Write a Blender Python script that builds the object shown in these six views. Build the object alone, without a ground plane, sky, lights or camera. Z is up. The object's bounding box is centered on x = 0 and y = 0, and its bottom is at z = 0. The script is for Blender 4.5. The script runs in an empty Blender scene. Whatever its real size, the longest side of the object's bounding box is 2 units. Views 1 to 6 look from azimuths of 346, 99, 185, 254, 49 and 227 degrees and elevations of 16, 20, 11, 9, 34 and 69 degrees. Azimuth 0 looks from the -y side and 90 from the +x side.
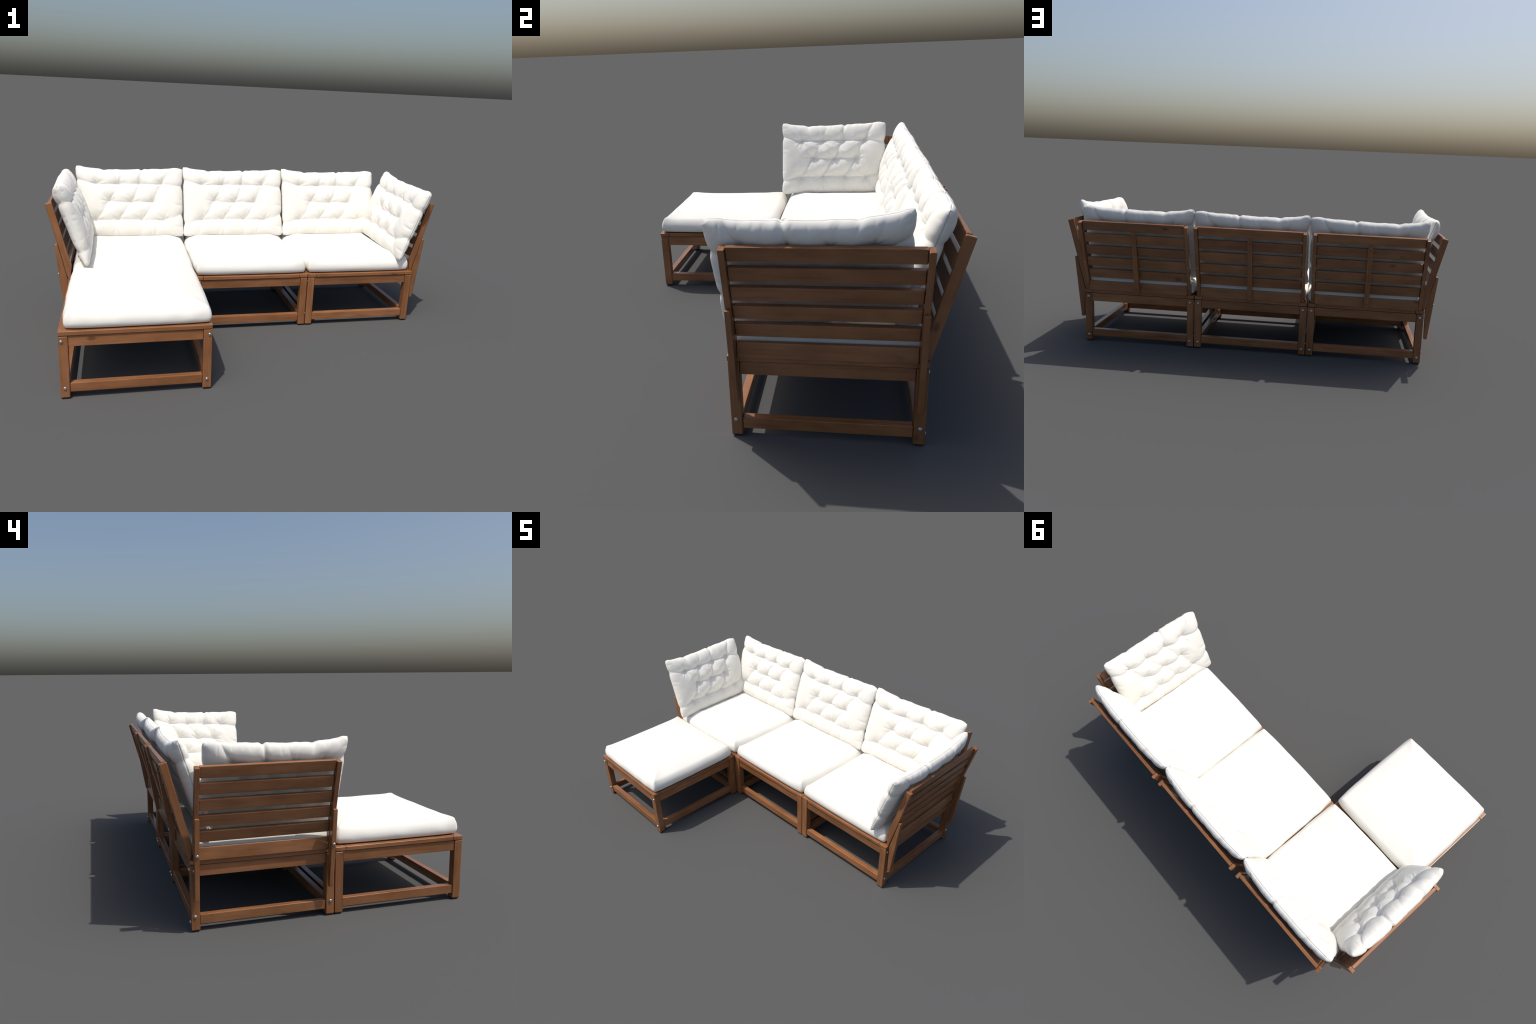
import bpy, bmesh, math, random
import numpy as np
from mathutils import Matrix, Vector

random.seed(7)
rng = np.random.default_rng(7)
COL = bpy.context.scene.collection

# ------------------------------------------------------------------ materials
def new_mat(name):
    m = bpy.data.materials.new(name)
    m.use_nodes = True
    nt = m.node_tree
    return m, nt, nt.nodes, nt.links, nt.nodes["Principled BSDF"]

def ramp(nd, stops):
    r = nd.new("ShaderNodeValToRGB")
    el = r.color_ramp.elements
    while len(el) < len(stops):
        el.new(0.5)
    for e, (p, c) in zip(el, stops):
        e.position, e.color = p, (*c, 1)
    return r

def mix(nd, ln, fac, a, b, mode="MIX"):
    n = nd.new("ShaderNodeMix")
    n.data_type, n.blend_type = "RGBA", mode
    for sock, val in ((n.inputs[0], fac), (n.inputs[6], a), (n.inputs[7], b)):
        if hasattr(val, "is_linked"):
            ln.new(val, sock)
        elif isinstance(val, (int, float)):
            sock.default_value = val
        else:
            sock.default_value = (*val, 1)
    return n.outputs[2]

def math_node(nd, ln, op, a, b=None, clamp=False):
    n = nd.new("ShaderNodeMath")
    n.operation, n.use_clamp = op, clamp
    for i, val in enumerate((a, b)):
        if val is None:
            continue
        if hasattr(val, "is_linked"):
            ln.new(val, n.inputs[i])
        else:
            n.inputs[i].default_value = val
    return n.outputs[0]

def wood_material():
    """Stained acacia: grain runs along each board's own X axis."""
    m, nt, nd, ln, bs = new_mat("stained_acacia_wood")
    tc = nd.new("ShaderNodeTexCoord")
    oi = nd.new("ShaderNodeObjectInfo")
    off = nd.new("ShaderNodeVectorMath"); off.operation = "ADD"
    sc = nd.new("ShaderNodeVectorMath"); sc.operation = "SCALE"
    comb = nd.new("ShaderNodeCombineXYZ")
    for i in range(3):
        ln.new(oi.outputs["Random"], comb.inputs[i])
    ln.new(comb.outputs[0], sc.inputs[0]); sc.inputs["Scale"].default_value = 23.0
    ln.new(tc.outputs["Object"], off.inputs[0]); ln.new(sc.outputs[0], off.inputs[1])

    def noise(scale, detail, stretch, dist=0.0):
        mp = nd.new("ShaderNodeMapping"); mp.inputs["Scale"].default_value = stretch
        ln.new(off.outputs[0], mp.inputs[0])
        t = nd.new("ShaderNodeTexNoise")
        t.inputs["Scale"].default_value, t.inputs["Detail"].default_value = scale, detail
        t.inputs["Distortion"].default_value = dist
        ln.new(mp.outputs[0], t.inputs["Vector"])
        return t.outputs["Fac"]
    broad = noise(9, 3, (0.8, 2.2, 2.2))
    streak = noise(60, 4, (0.06, 1.0, 1.0), 0.4)
    fibre = noise(330, 2, (0.03, 1.0, 1.0))
    base = ramp(nd, [(0.28, WOOD_DARK), (0.52, WOOD_MID), (0.75, WOOD_LIGHT)])
    ln.new(broad, base.inputs[0])
    stk = ramp(nd, [(0.33, (0.74, 0.71, 0.68)), (0.50, (1, 1, 1)), (0.70, (1.10, 1.08, 1.05))])
    ln.new(streak, stk.inputs[0])
    c = mix(nd, ln, 0.5, base.outputs[0], stk.outputs[0], "MULTIPLY")
    fib = ramp(nd, [(0.35, (0.86, 0.85, 0.84)), (0.55, (1, 1, 1))])
    ln.new(fibre, fib.inputs[0])
    c = mix(nd, ln, 0.5, c, fib.outputs[0], "MULTIPLY")
    # sparse dark knots, stretched a little along the grain
    mp = nd.new("ShaderNodeMapping"); mp.inputs["Scale"].default_value = (5.0, 9.0, 9.0)
    ln.new(off.outputs[0], mp.inputs[0])
    vo = nd.new("ShaderNodeTexVoronoi"); vo.inputs["Scale"].default_value = 1.0
    ln.new(mp.outputs[0], vo.inputs["Vector"])
    kn = ramp(nd, [(0.05, (1, 1, 1)), (0.115, (0, 0, 0))])
    ln.new(vo.outputs["Distance"], kn.inputs[0])
    c = mix(nd, ln, math_node(nd, ln, "MULTIPLY", kn.outputs[0], 0.62), c, (0.055, 0.026, 0.011))
    # board-to-board tone
    tone = nd.new("ShaderNodeMapRange")
    ln.new(oi.outputs["Random"], tone.inputs["Value"])
    tone.inputs["To Min"].default_value, tone.inputs["To Max"].default_value = 0.86, 1.16
    hsv = nd.new("ShaderNodeHueSaturation")
    ln.new(tone.outputs[0], hsv.inputs["Value"]); ln.new(c, hsv.inputs["Color"])
    ln.new(hsv.outputs[0], bs.inputs["Base Color"])
    rg = ramp(nd, [(0.3, (0.24,) * 3), (0.7, (0.34,) * 3)])
    ln.new(streak, rg.inputs[0]); ln.new(rg.outputs[0], bs.inputs["Roughness"])
    bs.inputs["Specular IOR Level"].default_value = 0.5
    bp = nd.new("ShaderNodeBump")
    bp.inputs["Strength"].default_value, bp.inputs["Distance"].default_value = 0.12, 0.0006
    ln.new(streak, bp.inputs["Height"]); ln.new(bp.outputs[0], bs.inputs["Normal"])
    return m

def fabric_material(name, col_a, col_b):
    """Off-white woven cotton: fine weave bump, faint slub and tone variation."""
    m, nt, nd, ln, bs = new_mat(name)
    tc = nd.new("ShaderNodeTexCoord")
    n1 = nd.new("ShaderNodeTexNoise"); n1.inputs["Scale"].default_value = 7; n1.inputs["Detail"].default_value = 4
    ln.new(tc.outputs["Object"], n1.inputs["Vector"])
    r1 = ramp(nd, [(0.3, col_b), (0.65, col_a)])
    ln.new(n1.outputs["Fac"], r1.inputs[0])
    mp = nd.new("ShaderNodeMapping"); mp.inputs["Scale"].default_value = (1.0, 1.0, 0.08)
    ln.new(tc.outputs["Object"], mp.inputs[0])
    n2 = nd.new("ShaderNodeTexNoise"); n2.inputs["Scale"].default_value = 260; n2.inputs["Detail"].default_value = 2
    ln.new(mp.outputs[0], n2.inputs["Vector"])
    r2 = ramp(nd, [(0.3, (0.955, 0.953, 0.95)), (0.6, (1, 1, 1))])
    ln.new(n2.outputs["Fac"], r2.inputs[0])
    c = mix(nd, ln, 0.7, r1.outputs[0], r2.outputs[0], "MULTIPLY")
    ln.new(c, bs.inputs["Base Color"])
    bs.inputs["Roughness"].default_value = 0.92
    bs.inputs["Specular IOR Level"].default_value = 0.15
    bs.inputs["Sheen Weight"].default_value = 0.08
    n3 = nd.new("ShaderNodeTexNoise"); n3.inputs["Scale"].default_value = 700
    ln.new(tc.outputs["Object"], n3.inputs["Vector"])
    bp = nd.new("ShaderNodeBump")
    bp.inputs["Strength"].default_value, bp.inputs["Distance"].default_value = 0.15, 0.0006
    ln.new(n3.outputs["Fac"], bp.inputs["Height"]); ln.new(bp.outputs[0], bs.inputs["Normal"])
    return m

def plain_material(name, col, rough, metal=0.0, scale=90):
    m, nt, nd, ln, bs = new_mat(name)
    tc = nd.new("ShaderNodeTexCoord")
    n = nd.new("ShaderNodeTexNoise"); n.inputs["Scale"].default_value = scale
    ln.new(tc.outputs["Object"], n.inputs["Vector"])
    r = ramp(nd, [(0.3, tuple(v * 0.85 for v in col)), (0.7, col)])
    ln.new(n.outputs["Fac"], r.inputs[0]); ln.new(r.outputs[0], bs.inputs["Base Color"])
    bs.inputs["Roughness"].default_value, bs.inputs["Metallic"].default_value = rough, metal
    return m

WOOD_DARK, WOOD_MID, WOOD_LIGHT = (0.218, 0.091, 0.035), (0.277, 0.119, 0.049), (0.325, 0.145, 0.064)
WOOD = wood_material()
FABRIC = fabric_material("off_white_cotton", (0.850, 0.832, 0.772), (0.815, 0.796, 0.736))
STEEL = plain_material("galvanised_steel", (0.62, 0.63, 0.65), 0.33, 0.9)
PLASTIC = plain_material("black_plastic", (0.02, 0.02, 0.021), 0.55)
DARK = plain_material("dark_screw_hole", (0.022, 0.014, 0.009), 0.7)

# ------------------------------------------------------------------ helpers
def to_object(name, bm, mat, parent=None, matrix=None, angle=35):
    me = bpy.data.meshes.new(name)
    bmesh.ops.recalc_face_normals(bm, faces=bm.faces)
    bm.to_mesh(me); bm.free()
    me.materials.append(mat)
    me.polygons.foreach_set("use_smooth", [True] * len(me.polygons))
    if mat is WOOD:
        weighted_normals(me)
    else:
        me.set_sharp_from_angle(angle=math.radians(angle))
    return link(name, me, parent, matrix)

def weighted_normals(me):
    """Keep the big faces flat so that only the rounded edges catch the light."""
    best = [(0.0, None)] * len(me.vertices)
    total = [Vector() for _ in me.vertices]
    for p in me.polygons:
        for v in p.vertices:
            total[v] += p.normal
            if p.area > best[v][0]:
                best[v] = (p.area, p.normal.copy())
    big = 2.5e-5
    me.normals_split_custom_set_from_vertices([tuple(b[1] if b[0] > big else t.normalized()) for b, t in zip(best, total)])

def link(name, me, parent=None, matrix=None):
    ob = bpy.data.objects.new(name, me)
    COL.objects.link(ob)
    if parent is not None:
        ob.parent = parent
    if matrix is not None:
        ob.matrix_basis = matrix
    return ob

def box_bm(sx, sy, sz, bevel=0.0034, centre=(0, 0, 0)):
    bm = bmesh.new()
    bmesh.ops.create_cube(bm, size=1.0)
    bmesh.ops.scale(bm, vec=(sx, sy, sz), verts=bm.verts)
    if bevel:
        bmesh.ops.bevel(bm, geom=bm.edges[:], offset=bevel, segments=2, profile=0.6, affect="EDGES")
    bmesh.ops.translate(bm, vec=centre, verts=bm.verts)
    return bm

BOARDS = {}
AXES = {"x": Matrix.Identity(4), "y": Matrix.Rotation(math.pi / 2, 4, "Z"),
        "z": Matrix.Rotation(-math.pi / 2, 4, "Y")}

def board(name, lo, hi, axis, parent, frame=Matrix.Identity(4), bevel=0.0034):
    """Board between two opposite corners, its grain (own X) along the given axis."""
    lo, hi = Vector(lo), Vector(hi)
    s, c = hi - lo, (hi + lo) / 2
    dims = {"x": (s.x, s.y, s.z), "y": (s.y, s.x, s.z), "z": (s.z, s.y, s.x)}[axis]
    key = tuple(round(d, 5) for d in dims)
    mtx = frame @ Matrix.Translation(c) @ AXES[axis]
    if key not in BOARDS:
        ob = to_object(name, box_bm(*dims, bevel), WOOD, parent, mtx)
        BOARDS[key] = ob.data
        return ob
    return link(name, BOARDS[key], parent, mtx)

def prism_bm(poly, thickness, bevel=0.0034):
    """Extrude a polygon in the (Y, Z) plane along X, centred on X = 0."""
    bm = bmesh.new()
    vs = [bm.verts.new((-thickness / 2, y, z)) for y, z in poly]
    f = bm.faces.new(vs)
    r = bmesh.ops.extrude_face_region(bm, geom=[f])
    bmesh.ops.translate(bm, vec=(thickness, 0, 0), verts=[v for v in r["geom"] if isinstance(v, bmesh.types.BMVert)])
    if bevel:
        bmesh.ops.bevel(bm, geom=bm.edges[:], offset=bevel, segments=2, profile=0.6, affect="EDGES")
    return bm

def dome_bm(radius, height, socket):
    """Round bolt head about +Z with a hexagonal key recess."""
    bm = bmesh.new()
    prof = [(1.0, -0.3), (1.0, 0.25), (0.93, 0.55), (0.75, 0.85), (0.52, 1.0)]
    n, rings = 24, []
    for r, h in prof:
        rings.append([bm.verts.new((radius * r * math.cos(i * math.tau / n), radius * r * math.sin(i * math.tau / n), height * h)) for i in range(n)])
    if socket:
        for r, h in ((0.44, 1.0), (0.42, 0.2)):
            ring = []
            for i in range(n):
                a = i * math.tau / n
                k = math.cos(math.pi / 6) / math.cos((a % (math.pi / 3)) - math.pi / 6)
                ring.append(bm.verts.new((radius * r * k * math.cos(a), radius * r * k * math.sin(a), height * h)))
            rings.append(ring)
    for a, b in zip(rings, rings[1:]):
        for i in range(n):
            bm.faces.new((a[i], a[(i + 1) % n], b[(i + 1) % n], b[i]))
    bm.faces.new(rings[-1])
    return bm

FACE = {"-y": Matrix.Rotation(math.pi / 2, 4, "X"), "+y": Matrix.Rotation(-math.pi / 2, 4, "X"),
        "+x": Matrix.Rotation(math.pi / 2, 4, "Y"), "-x": Matrix.Rotation(-math.pi / 2, 4, "Y")}
HEADS = {}

def head(name, kind, pos, facing, parent, frame=Matrix.Identity(4)):
    rot = FACE[facing] if isinstance(facing, str) else facing
    mtx = frame @ Matrix.Translation(pos) @ rot
    if kind not in HEADS:
        radius, height, socket, mat = {"bolt": (0.0069, 0.0042, True, STEEL), "pin": (0.0030, 0.0012, False, STEEL),
                                       "hole": (0.0030, 0.0006, False, DARK)}[kind]
        ob = to_object(name, dome_bm(radius, height, socket), mat, parent, mtx, 30)
        HEADS[kind] = ob.data
        return ob
    return link(name, HEADS[kind], parent, mtx)

# ------------------------------------------------------------------ root
sofa = bpy.data.objects.new("garden_sofa", None)
COL.objects.link(sofa)
sofa["label"] = "L-shaped modular wooden garden sofa with white tufted cushions"
sofa["category"] = "outdoor sofa"

# ------------------------------------------------------------------ seat frames
S = 0.603                   # side of one square seat module
LEG, LEG_Z0, LEG_Z1 = 0.036, 0.004, 0.2685
TOP_Z0, TOP_Z1, TOP_W = 0.2700, 0.2900, 0.046
PITCH = 0.6060

def seat_frame(centre, turned=False, bolts=()):
    """Square base in its own frame: legs, aprons, stretchers, top boards.
    turned: the through boards of the top run along X instead of Y."""
    fr = Matrix.Translation((*centre, 0)) @ (Matrix.Rotation(math.pi / 2, 4, "Z") if turned else Matrix.Identity(4))
    h = S / 2
    base = bmesh.new()
    n = 7
    for i in range(n):                      # slatted seat base under the cushion
        y = -h + 0.075 + i * (S - 0.15) / (n - 1)
        tmp = box_bm(S - 2 * TOP_W - 0.004, 0.050, 0.014, 0.0012, (0, y, 0))
        me = bpy.data.meshes.new("tmp"); tmp.to_mesh(me); tmp.free()
        base.from_mesh(me); bpy.data.meshes.remove(me)
    frame = to_object("seat_frame", base, WOOD, sofa, fr @ Matrix.Translation((0, 0, 0.279)))
    inv = frame.matrix_basis.inverted()
    F = inv @ fr
    # top boards: two run through, two sit between
    for s in (-1, 1):
        x0, x1 = sorted((s * h, s * (h - TOP_W)))
        board("top_board", (x0, -h, TOP_Z0), (x1, h, TOP_Z1), "y", frame, F)
        board("top_board", (-h + TOP_W + 0.0006, x0, TOP_Z0), (h - TOP_W - 0.0006, x1, TOP_Z1), "x", frame, F)
    for sx in (-1, 1):
        for sy in (-1, 1):
            x0, x1 = sorted((sx * (h - 0.001), sx * (h - 0.001 - LEG)))
            y0, y1 = sorted((sy * (h - 0.001), sy * (h - 0.001 - LEG)))
            board("leg", (x0, y0, LEG_Z0), (x1, y1, LEG_Z1), "z", frame, F)
            foot = to_object("foot", box_bm(0.030, 0.030, 0.0050, 0.001, (0, 0, 0.0025)), PLASTIC, frame,
                             F @ Matrix.Translation(((x0 + x1) / 2, (y0 + y1) / 2, 0)))
    inner = h - 0.001 - LEG
    for s in (-1, 1):
        a0, a1 = sorted((s * (h - 0.0050), s * (h - 0.0250)))
        board("apron", (-inner, a0, 0.2235), (inner, a1, 0.2682), "x", frame, F)
        board("apron", (a0, -inner, 0.2235), (a1, inner, 0.2682), "y", frame, F)
        a0, a1 = sorted((s * (h - 0.0050), s * (h - 0.0340)))
        board("stretcher", (-inner, a0, 0.0265), (inner, a1, 0.0650), "x", frame, F)
        board("stretcher", (a0, -inner, 0.0265), (a1, inner, 0.0650), "y", frame, F)
    # bolts, given by world face: (facing, offset from the module corner, height)
    Wi = inv @ Matrix.Translation((*centre, 0))
    for facing, inset, z in bolts:
        d = h - 0.001
        for s in (-1, 1):
            a = s * (d - inset)
            pos = {"-y": (a, -d, z), "+y": (a, d, z), "-x": (-d, a, z), "+x": (d, a, z)}[facing]
            head("bolt", "bolt", pos, facing, frame, Wi)
    return frame

CY = 0.2505
rear = [("+y", 0.020, 0.249), ("+y", 0.0200, 0.0335)]
side = lambda f: [(f, 0.0165, 0.247), (f, 0.0165, 0.0610)]
for k in (-1, 0, 1):
    seat_frame((k * PITCH, CY), False, rear + side("-x") + side("+x"))
seat_frame((-PITCH, -0.3545), True, [("-y", 0.0105, 0.2470), ("-y", 0.0180, 0.0450), ("+y", 0.0105, 0.2470), ("+y", 0.0180, 0.0450)])

# ------------------------------------------------------------------ backrests
def backrest(name, frame_mtx, foot, top_o, top_z, inner_top, corner, cut, slat_top, pitch, slat_h, low, arm, bolts):
    """frame_mtx maps local (along, outward, up) to world. Post profile lies in (outward, up)."""
    W, T = 0.5735, 0.0185
    poly = [foot, (top_o, top_z), inner_top, corner, cut]
    bm = bmesh.new()
    cz = (foot[1] + top_z) / 2
    co = (foot[0] + top_o) / 2
    slope = math.atan2(top_o - foot[0], top_z - foot[1])
    # own frame: X up along the tilt (grain), Y outward, Z along the bench
    own = Matrix.Translation((0, co, cz)) @ Matrix.Rotation(-slope, 4, "X") @ Matrix.Rotation(-math.pi / 2, 4, "Y")
    back = own.inverted()
    for s in (-1, 1):
        tmp = prism_bm(poly, T)
        tmp.transform(back @ Matrix.Translation((s * (W - T) / 2, 0, 0)))
        me = bpy.data.meshes.new("tmp"); tmp.to_mesh(me); tmp.free()
        bm.from_mesh(me); bpy.data.meshes.remove(me)
    part = to_object(name, bm, WOOD, sofa, frame_mtx @ own)
    L = part.matrix_basis.inverted() @ frame_mtx
    # tilted frame: origin at the outer foot, Y outward normal, Z up along the tilt
    tilt = Matrix.Translation((0, foot[0], foot[1])) @ Matrix.Rotation(-slope, 4, "X")
    F = L @ tilt
    wi = W - 2 * T - 0.0008
    for i in range(5):
        z1 = slat_top - i * pitch
        board("slat", (-wi / 2, -0.0290, z1 - slat_h), (wi / 2, -0.0108, z1), "x", part, F)
    # the lowest board stands upright and hangs just over the seat frame
    board("slat", (-wi / 2, low[0], 0.2894), (wi / 2, low[1], 0.3410), "x", part, L)
    out = Matrix.Rotation(-math.pi / 2, 4, "X")
    if not arm:
        # tapered centre post: its outer face stands steeper than the slats
        prof = [(0.5645, 0.2904), (0.5815, 0.2904), (0.6388, 0.6280), (0.6355, 0.6280), (0.5672, 0.3720)]
        p_slope = math.atan2(0.6388 - 0.5815, 0.6280 - 0.2904)
        p_own = Matrix.Translation((0, 0.602, 0.46)) @ Matrix.Rotation(-p_slope, 4, "X") @ Matrix.Rotation(-math.pi / 2, 4, "Y")
        tmp = prism_bm(prof, 0.0245, 0.0012)
        tmp.transform(p_own.inverted())
        to_object("centre_post", tmp, WOOD, part, L @ p_own)
        for z in (0.600, 0.312):
            o = 0.5815 + (z - 0.2904) * math.tan(p_slope)
            head("screw", "hole", (0, o, z), Matrix.Rotation(-math.pi / 2 - p_slope, 4, "X"), part, L)
        for e in (-1, 1):
            a = e * (W - T) / 2
            head("screw", "pin", (a, 0, 0.165), out, part, F)
            head("screw", "hole", (a, 0, 0.027), out, part, F)
    else:
        k = (top_o - foot[0]) / (top_z - foot[1])
        gap = 0.0008
        oz = lambda z: foot[0] + (z - foot[1]) * k + gap
        bracket = [(oz(0.467), 0.467), (0.9658, 0.4648), (0.9340, 0.1320), (0.9172, 0.1320), (0.9128, 0.2895)]
        b_slope = math.atan2(0.9658 - 0.9340, 0.4648 - 0.1320)
        b_own = Matrix.Translation((0, 0.942, 0.30)) @ Matrix.Rotation(-b_slope, 4, "X") @ Matrix.Rotation(-math.pi / 2, 4, "Y")
        tmp = prism_bm(bracket, T)
        tmp.transform(b_own.inverted())
        data = None
        for e in (-1, 1):
            mtx = L @ Matrix.Translation((e * (W - T) / 2, 0, 0)) @ b_own
            if data is None:
                data = to_object("bracket", tmp, WOOD, part, mtx).data
            else:
                link("bracket", data, part, mtx)
            if bolts:
                z = 0.318
                o = 0.9340 + (z - 0.132) * math.tan(b_slope)
                head("bolt", "bolt", (e * (W - T) / 2, o, z), Matrix.Rotation(-math.pi / 2 - b_slope, 4, "X"), part, L)
    return part

for k in (-1, 0, 1):
    backrest("backrest", Matrix.Translation((k * PITCH, 0, 0)), (0.5555, 0.2902), 0.6560, 0.6670, (0.6255, 0.6755),
             (0.5380, 0.3480), (0.5410, 0.2902), 0.3935, 0.0685, 0.0490, (0.5450, 0.5625), False, False)
ARM = dict(foot=(0.9092, 0.2902), top_o=0.9995, top_z=0.6610, inner_top=(0.9690, 0.6685), corner=(0.8930, 0.3560),
           cut=(0.8985, 0.2902), slat_top=0.3842, pitch=0.0666, slat_h=0.0465, low=(0.8975, 0.9155), arm=True)
backrest("armrest", Matrix.Translation((0, CY + 0.001, 0)) @ Matrix.Rotation(-math.pi / 2, 4, "Z"), bolts=False, **ARM)
backrest("armrest", Matrix.Translation((0, CY + 0.001, 0)) @ Matrix.Rotation(math.pi / 2, 4, "Z"), bolts=True, **ARM)

# ------------------------------------------------------------------ soft noise for cloth
def value_noise(x, y, seed):
    r = np.random.default_rng(seed).random((64, 64))
    xi, yi = np.floor(x).astype(int), np.floor(y).astype(int)
    fx, fy = x - xi, y - yi
    fx, fy = fx * fx * (3 - 2 * fx), fy * fy * (3 - 2 * fy)
    g = lambda a, b: r[a % 64, b % 64]
    return (g(xi, yi) * (1 - fx) + g(xi + 1, yi) * fx) * (1 - fy) + (g(xi, yi + 1) * (1 - fx) + g(xi + 1, yi + 1) * fx) * fy - 0.5

def seg_dist(x, y, a, b):
    ax, ay = a; bx, by = b
    dx, dy = bx - ax, by - ay
    t = np.clip(((x - ax) * dx + (y - ay) * dy) / (dx * dx + dy * dy), 0, 1)
    return np.hypot(x - ax - t * dx, y - ay - t * dy), t

# ------------------------------------------------------------------ tufted back cushion
PW, PH = 0.600, 0.404        # size of a back cushion
ROW_T = [(-0.620, 0.515), (-0.210, 0.505), (0.180, 0.505), (0.590, 0.510)]
ROW_M = [(-0.395, 0.015), (0.015, -0.010), (0.420, -0.010)]
ROW_B = [(-0.640, -0.530), (-0.220, -0.505), (0.200, -0.515), (0.610, -0.535)]
# creases: (from, to, depth, half width in metres)
CREASES = [((-1.0, 0.60), ROW_T[0], 0.30, 0.012), (ROW_T[0], ROW_T[1], 0.30, 0.013), (ROW_T[1], ROW_T[2], 0.24, 0.014),
           (ROW_T[2], ROW_T[3], 0.30, 0.013), (ROW_T[3], (1.0, 0.44), 0.26, 0.012),
           (ROW_M[0], ROW_M[1], 0.30, 0.013), (ROW_M[1], ROW_M[2], 0.30, 0.013),
           ((-1.0, -0.62), ROW_B[0], 0.26, 0.012), (ROW_B[0], ROW_B[1], 0.26, 0.013), (ROW_B[1], ROW_B[2], 0.28, 0.013),
           (ROW_B[2], ROW_B[3], 0.26, 0.013), (ROW_B[3], (1.0, -0.36), 0.24, 0.012),
           # leaning folds between the rows
           (ROW_T[1], ROW_M[0], 0.20, 0.012), (ROW_T[2], ROW_M[1], 0.24, 0.011), (ROW_T[3], ROW_M[2], 0.26, 0.012),
           (ROW_T[0], ROW_M[0], 0.16, 0.016), (ROW_T[1], ROW_M[1], 0.10, 0.016), (ROW_T[2], ROW_M[2], 0.10, 0.016),
           (ROW_M[0], ROW_B[0], 0.24, 0.012), (ROW_M[1], ROW_B[1], 0.24, 0.011), (ROW_M[2], ROW_B[2], 0.22, 0.012),
           (ROW_M[0], ROW_B[1], 0.10, 0.016), (ROW_M[1], ROW_B[2], 0.10, 0.016), (ROW_M[2], ROW_B[3], 0.14, 0.016),
           # to the top and bottom seams
           (ROW_T[0], (-0.72, 1.0), 0.16, 0.012), (ROW_T[1], (-0.11, 1.0), 0.12, 0.012), (ROW_T[2], (0.215, 1.0), 0.30, 0.010),
           (ROW_T[3], (0.76, 1.0), 0.26, 0.011), (ROW_T[1], (-0.30, 1.0), 0.10, 0.010),
           (ROW_B[0], (-0.72, -1.0), 0.14, 0.011), (ROW_B[1], (-0.20, -1.0), 0.18, 0.009), (ROW_B[2], (0.20, -1.0), 0.18, 0.009),
           (ROW_B[3], (0.86, -1.0), 0.16, 0.010)]

# short gathers that run in from the stitched rim all round
GATHERS = []
for side, count in (("top", 15), ("bottom", 11), ("left", 8), ("right", 8)):
    for i in range(count):
        t = -0.90 + 1.80 * (i + random.uniform(0.2, 0.8)) / count
        reach, slant = random.uniform(0.10, 0.30), random.uniform(-0.06, 0.06)
        depth, width = random.uniform(0.10, 0.24), random.uniform(0.004, 0.008)
        k = 0.7 * reach
        GATHERS.append({"top": ((t, 1.0), (t + slant, 1 - reach)), "bottom": ((t, -1.0), (t + slant, -1 + reach)),
                        "left": ((-1.0, t), (-1 + k, t + slant)), "right": ((1.0, t), (1 - k, t + slant))}[side] + (depth, width))

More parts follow.
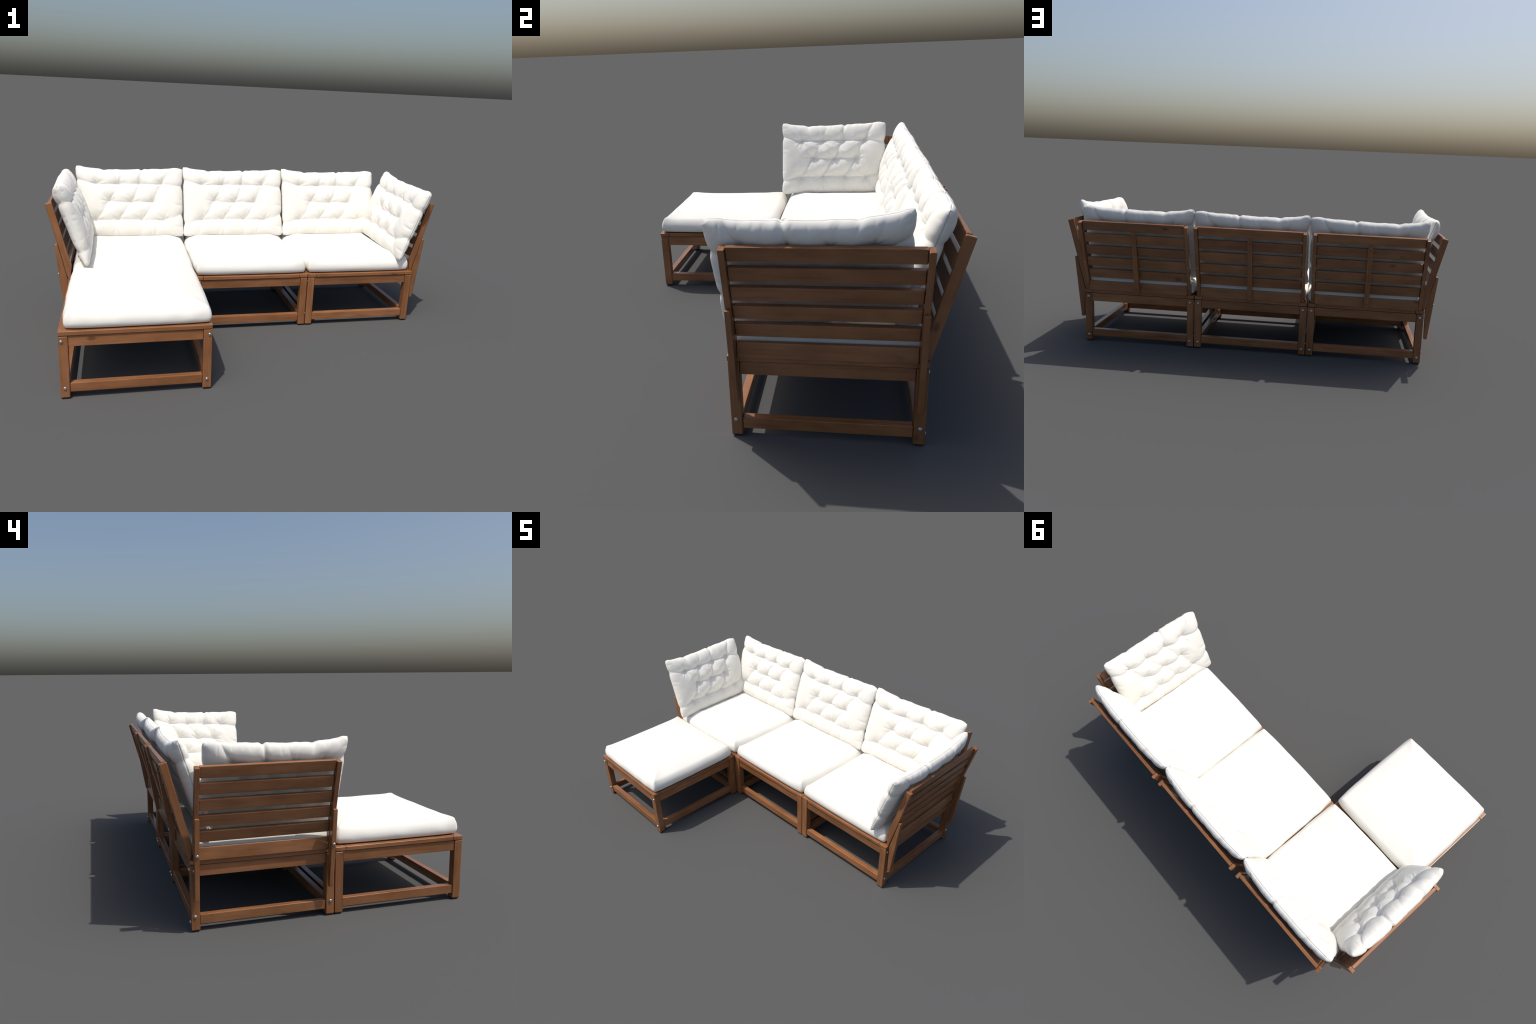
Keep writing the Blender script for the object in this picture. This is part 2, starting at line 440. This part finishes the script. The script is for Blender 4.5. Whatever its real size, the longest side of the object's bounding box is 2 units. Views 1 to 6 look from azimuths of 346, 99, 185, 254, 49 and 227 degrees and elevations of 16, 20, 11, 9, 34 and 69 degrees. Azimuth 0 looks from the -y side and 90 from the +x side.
def cushion_height(u, v, back):
    """Half thickness over the unit square (u, v in -1..1)."""
    X, Y = u * PW / 2, v * PH / 2
    env = np.clip((1 - np.abs(u) ** 7.0) * (1 - np.abs(v) ** 6.0), 0, 1) ** 0.5
    dent = np.zeros_like(u)
    for bx, by in ROW_T + ROW_M + ROW_B:
        d = np.hypot(X - bx * PW / 2, Y - by * PH / 2)
        dent = np.maximum(dent, 0.66 * np.exp(-(d / 0.028) ** 1.1))
    fold = np.zeros_like(u)
    for a, b, depth, width in CREASES:
        A, B = (a[0] * PW / 2, a[1] * PH / 2), (b[0] * PW / 2, b[1] * PH / 2)
        wob = 0.006 * value_noise(X * 22 + 9 * a[0] + 20, Y * 22 + 7 * b[1] + 20, 5)
        d, t = seg_dist(X + wob, Y - wob, A, B)
        if back and depth < 0.25:
            depth *= 0.7
        w = width * 1.15
        fade = 1 - 0.35 * np.sin(np.pi * t)
        fold = np.maximum(fold, 1.55 * depth * fade * np.exp(-(d / w) ** 1.05))
    for a, b, depth, width in GATHERS:
        A, B = (a[0] * PW / 2, a[1] * PH / 2), (b[0] * PW / 2, b[1] * PH / 2)
        d, t = seg_dist(X, Y, A, B)
        fold = np.maximum(fold, depth * (1 - t) * np.exp(-(d / width) ** 1.3))
    soft = 1 - (1 - dent) * (1 - 0.85 * fold)
    # small puckers that fan out of the buttons and along the seams
    puck = np.zeros_like(u)
    for i, (bx, by) in enumerate(ROW_T + ROW_M + ROW_B):
        dx, dy = X - bx * PW / 2, Y - by * PH / 2
        d = np.hypot(dx, dy); a = np.arctan2(dy, dx)
        puck += 0.030 * np.sin(a * 7 + 2.1 * i + 1.5 * np.sin(3 * a + i)) * np.exp(-((d - 0.030) / 0.018) ** 2)
    edge_v = np.exp(-(1 - np.abs(v)) / 0.14); edge_u = np.exp(-(1 - np.abs(u)) / 0.10)
    puck += 0.12 * value_noise(u * 11 + 30, v * 1.5 + 30, 3) * edge_v + 0.16 * value_noise(u * 1.5 + 30, v * 8 + 30, 4) * edge_u
    puck += 0.05 * value_noise(u * 5 + 12, v * 4 + 12, 8) + 0.03 * value_noise(u * 13 + 12 + v * 6, v * 7 + 12, 9)
    cornr = np.exp(-(2 - np.abs(u) - np.abs(v)) / 0.16)
    puck += 0.22 * value_noise((u * np.sign(v) + v * np.sign(u)) * 0.8 + 20, (u * np.sign(v) - v * np.sign(u)) * 9 + 20, 10) * cornr
    up = np.clip((v - 0.25) / 0.6, 0, 1); up = up * up * (3 - 2 * up)
    ends = np.clip((np.abs(u) - 0.55) / 0.30, 0, 1)
    T = (0.0285 + 0.009 * ends + 0.012 * up * (1 - 0.5 * ends)) if back else 0.049 - 0.014 * np.clip(-v, 0, 1) ** 1.5
    return T * env * (1 - soft + puck * (0.4 + env * 0.6)), soft

def back_cushion_mesh():
    nu, nv = 216, 150
    def rows(n):                      # two extra rows hug each seam
        t = np.linspace(-1, 1, n - 4)
        return np.sort(np.concatenate([t, [-0.9990, -0.9965, 0.9965, 0.9990]]))
    a, b = rows(nu), rows(nv)
    # crowd the rows towards the seams so that their round is resolved
    warp = lambda t: 0.55 * t + 0.45 * np.sin(t * np.pi / 2)
    A, B = np.meshgrid(a, b, indexing="ij")
    U, V = warp(A), warp(B)
    verts, faces = [], []

    def outline(U, V):
        X, Z = U * PW / 2, V * PH / 2
        au, av = np.abs(U), np.abs(V)
        top = np.clip(V, 0, 1) ** 3; bot = np.clip(-V, 0, 1) ** 3
        left = np.clip(-U, 0, 1) ** 3; right = np.clip(U, 0, 1) ** 3
        sag = (0.0105 - 0.0035 * np.tanh(U / 0.35)) * (1 - au ** 3.5)
        sag = sag + 0.008 * np.exp(-((U - 0.215) / 0.035) ** 2) + 0.004 * np.exp(-((U + 0.48) / 0.05) ** 2)
        sag = sag - 0.004 * np.exp(-((U - 0.83) / 0.10) ** 2)
        sag += 0.003 * value_noise(U * 12 + 40, V * 0 + 3, 21)
        Z = Z - top * sag
        Z = Z + bot * (0.008 * (1 - au ** 6) + 0.003 * value_noise(U * 10 + 40, V * 0 + 9, 22))
        pin = lambda c, w: np.exp(-((V - c) / w) ** 2)
        X = X + left * (0.004 * (1 - av ** 3) + 0.006 * pin(0.60, 0.09) + 0.005 * pin(-0.62, 0.09))
        X = X - right * (0.004 * (1 - av ** 3) + 0.007 * pin(0.44, 0.10) + 0.007 * pin(-0.38, 0.09))
        Z = Z + 0.010 * top * left ** 1.2 - 0.002 * top * right ** 2
        # rounded corners
        c = np.clip((au + av - 1.90) / 0.10, 0, 1)
        X = X * (1 - 0.020 * c); Z = Z * (1 - 0.026 * c)
        return X, Z

    index = {}
    for sheet in (0, 1):
        H, soft = cushion_height(U, V, sheet == 1)
        X, Z = outline(U, V)
        # puffs sag over the creases beneath them
        Z = Z - 0.085 * (H - (0.033 if sheet == 0 else 0.024)) * np.clip(1 - np.abs(V) ** 6, 0, 1)
        Y = H if sheet == 1 else -H
        # the middle of the top leans back over the rail, the corners stay forward
        lean = np.clip((V + 0.1) / 1.1, 0, 1)
        bow = 0.018 * (1 - np.abs(U) ** 3) * lean * lean * (3 - 2 * lean)
        Y = Y + bow
        # hanging weight: fuller towards the bottom in front
        for i in range(nu):
            for j in range(nv):
                rim = i in (0, nu - 1) or j in (0, nv - 1)
                if rim and sheet == 1:
                    index[(1, i, j)] = index[(0, i, j)]
                    continue
                x, y, z = X[i, j], Y[i, j], Z[i, j]
                if rim:                   # stitched seam sits in a shallow groove
                    k = 0.0042
                    if i in (0, nu - 1): x -= math.copysign(k, x)
                    if j in (0, nv - 1): z -= math.copysign(k, z)
                    y = bow[i, j]
                index[(sheet, i, j)] = len(verts)
                verts.append((x, y, z))
        for i in range(nu - 1):
            for j in range(nv - 1):
                q = [index[(sheet, i, j)], index[(sheet, i + 1, j)], index[(sheet, i + 1, j + 1)], index[(sheet, i, j + 1)]]
                faces.append(q if sheet == 0 else q[::-1])
    me = bpy.data.meshes.new("back_cushion")
    me.from_pydata(verts, [], faces)
    me.materials.append(FABRIC)
    me.polygons.foreach_set("use_smooth", [True] * len(me.polygons))
    return me

cushion = back_cushion_mesh()
def place_cushion(top, bottom, along, turn, roll=0.0, width=1.0):
    """top, bottom: (outward, z) of the middle plane."""
    o = (top[0] + bottom[0]) / 2; z = (top[1] + bottom[1]) / 2
    t = math.atan2(top[0] - bottom[0], top[1] - bottom[1])
    m = Matrix.Rotation(turn, 4, "Z") @ Matrix.Translation((along, o, z)) @ Matrix.Rotation(-t, 4, "X") @ Matrix.Rotation(math.radians(roll), 4, "Y") @ Matrix.Diagonal((width, 1, 1, 1))
    return link("back_cushion", cushion, sofa, m)

for k in (-1, 0, 1):
    place_cushion((0.5830, 0.7510), (0.4610, 0.3660), k * 0.5975, 0.0)
place_cushion((0.940, 0.7520), (0.8160, 0.3660), 0.2090, math.pi / 2, -0.5, 0.978)
place_cushion((0.945, 0.7500), (0.8170, 0.3650), -0.2080, -math.pi / 2, 2.6, 0.968)

# ------------------------------------------------------------------ seat cushions
def seat_cushion_mesh(seed):
    w, z0, z1 = 0.5920, 0.2945, 0.3530
    h = w / 2
    n_side, verts, faces = 56, [], []
    # unit square outline (parameter running round), corners slightly rounded
    per = []
    for s in range(4):
        for i in range(n_side):
            t = -1 + 2 * i / n_side
            t = math.sin(t * math.pi / 2) * 0.35 + t * 0.65
            per.append({0: (t, -1), 1: (1, t), 2: (-t, 1), 3: (-1, -t)}[s])
    per = np.array(per)
    H = z1 - z0
    # profile: (inset, height) from the bottom middle over the side to the top middle
    prof = [(h * f, 0.0) for f in (0.985, 0.80, 0.60, 0.40, 0.20, 0.10)] + [(0.018, 0.0005)]
    prof += [(0.012 * (1 - math.sin(t)) ** 0.9, 0.38 * H * (1 - math.cos(t))) for t in np.linspace(0.25, math.pi / 2, 7)]
    R = 0.028
    prof += [(R * (1 - math.cos(t)), H * (0.40 + 0.60 * math.sin(t))) for t in np.linspace(0.0, math.pi / 2, 11)]
    prof += [(h * f, H) for f in (0.14, 0.20, 0.28, 0.38, 0.50, 0.64, 0.80, 0.985)]
    m = len(per)
    corner = (np.abs(per[:, 0]) * np.abs(per[:, 1])) ** 7
    for ri, (d, z) in enumerate(prof):
        d_edge = d
        if z > 0.3 * H and 0 < d < 0.2:          # the corners are pinched, less round than the sides
            d = d * (1 - 0.30 * corner * (1 - d / 0.2))
        px, py = per[:, 0] * (h - d), per[:, 1] * (h - d)
        # round the corner in plan, more on the way to the top
        cr = 0.014 * corner * (1 - min(d_edge / 0.2, 1))
        px = px - np.sign(per[:, 0]) * cr * 0.5; py = py - np.sign(per[:, 1]) * cr * 0.5
        side = math.exp(-((z - 0.4 * H) / (0.4 * H)) ** 2) if d_edge < 0.02 else 0
        wav = value_noise(per[:, 0] * 6 + 20 + seed, per[:, 1] * 6 + 20, 31 + seed) * 0.004 * side
        bow = 0.0015 * (1 - np.minimum(np.abs(per[:, 0]), np.abs(per[:, 1])) ** 2)
        px = px * (1 + (wav + bow * (d_edge < 0.05)) / h); py = py * (1 + (wav + bow * (d_edge < 0.05)) / h)
        pz = np.full(m, z0 + z)
        if z > 0.5 * H:
            k = (z - 0.5 * H) / (0.5 * H)
            f = min(max(d_edge / h, 0), 1)
            dome = 0.032 * math.sin(min(f * 1.9, 1) * math.pi / 2) ** 0.9
            pz = pz + k * (dome + 0.008 * corner * math.exp(-d_edge / 0.05) + 0.003 * value_noise(px * 9 + 15, py * 9 + 15, 40 + seed)
                           - 0.0035 * (1 - corner) * math.exp(-d_edge / 0.05) * (0.5 + value_noise(per[:, 0] * 4 + 9, per[:, 1] * 4 + 9, 50 + seed)))
        else:
            pz = pz + 0.002 * (z / H) * value_noise(per[:, 0] * 7 + 15, per[:, 1] * 7 + 15, 60 + seed)
        # stitched seam down each corner
        if 0.004 < z < H - 0.004 and d_edge < 0.02:
            g = np.where(corner > 0.999, 0.0022, 0)
            px = px - np.sign(per[:, 0]) * g; py = py - np.sign(per[:, 1]) * g
        verts += list(zip(px, py, pz))
    for r in range(len(prof) - 1):
        for i in range(m):
            j = (i + 1) % m
            faces.append((r * m + i, r * m + j, (r + 1) * m + j, (r + 1) * m + i))
    last = (len(prof) - 1) * m
    verts.append((0, 0, z0)); verts.append((0, 0, float(np.mean([verts[last + i][2] for i in range(m)]))))
    for i in range(m):
        j = (i + 1) % m
        faces.append((j, i, len(verts) - 2)); faces.append((last + i, last + j, len(verts) - 1))
    me = bpy.data.meshes.new("seat_cushion")
    me.from_pydata([tuple(map(float, v)) for v in verts], [], faces)
    me.materials.append(FABRIC)
    me.polygons.foreach_set("use_smooth", [True] * len(me.polygons))
    return me

seat = seat_cushion_mesh(0)
for x, y, turn in ((-0.5975, 0.2490, 0), (0.0025, 0.2480, 0), (0.5970, 0.2490, 0), (-0.5975, -0.3560, 1)):
    link("seat_cushion", seat, sofa, Matrix.Translation((x, y, 0)) @ Matrix.Rotation(turn * math.pi / 2, 4, "Z"))
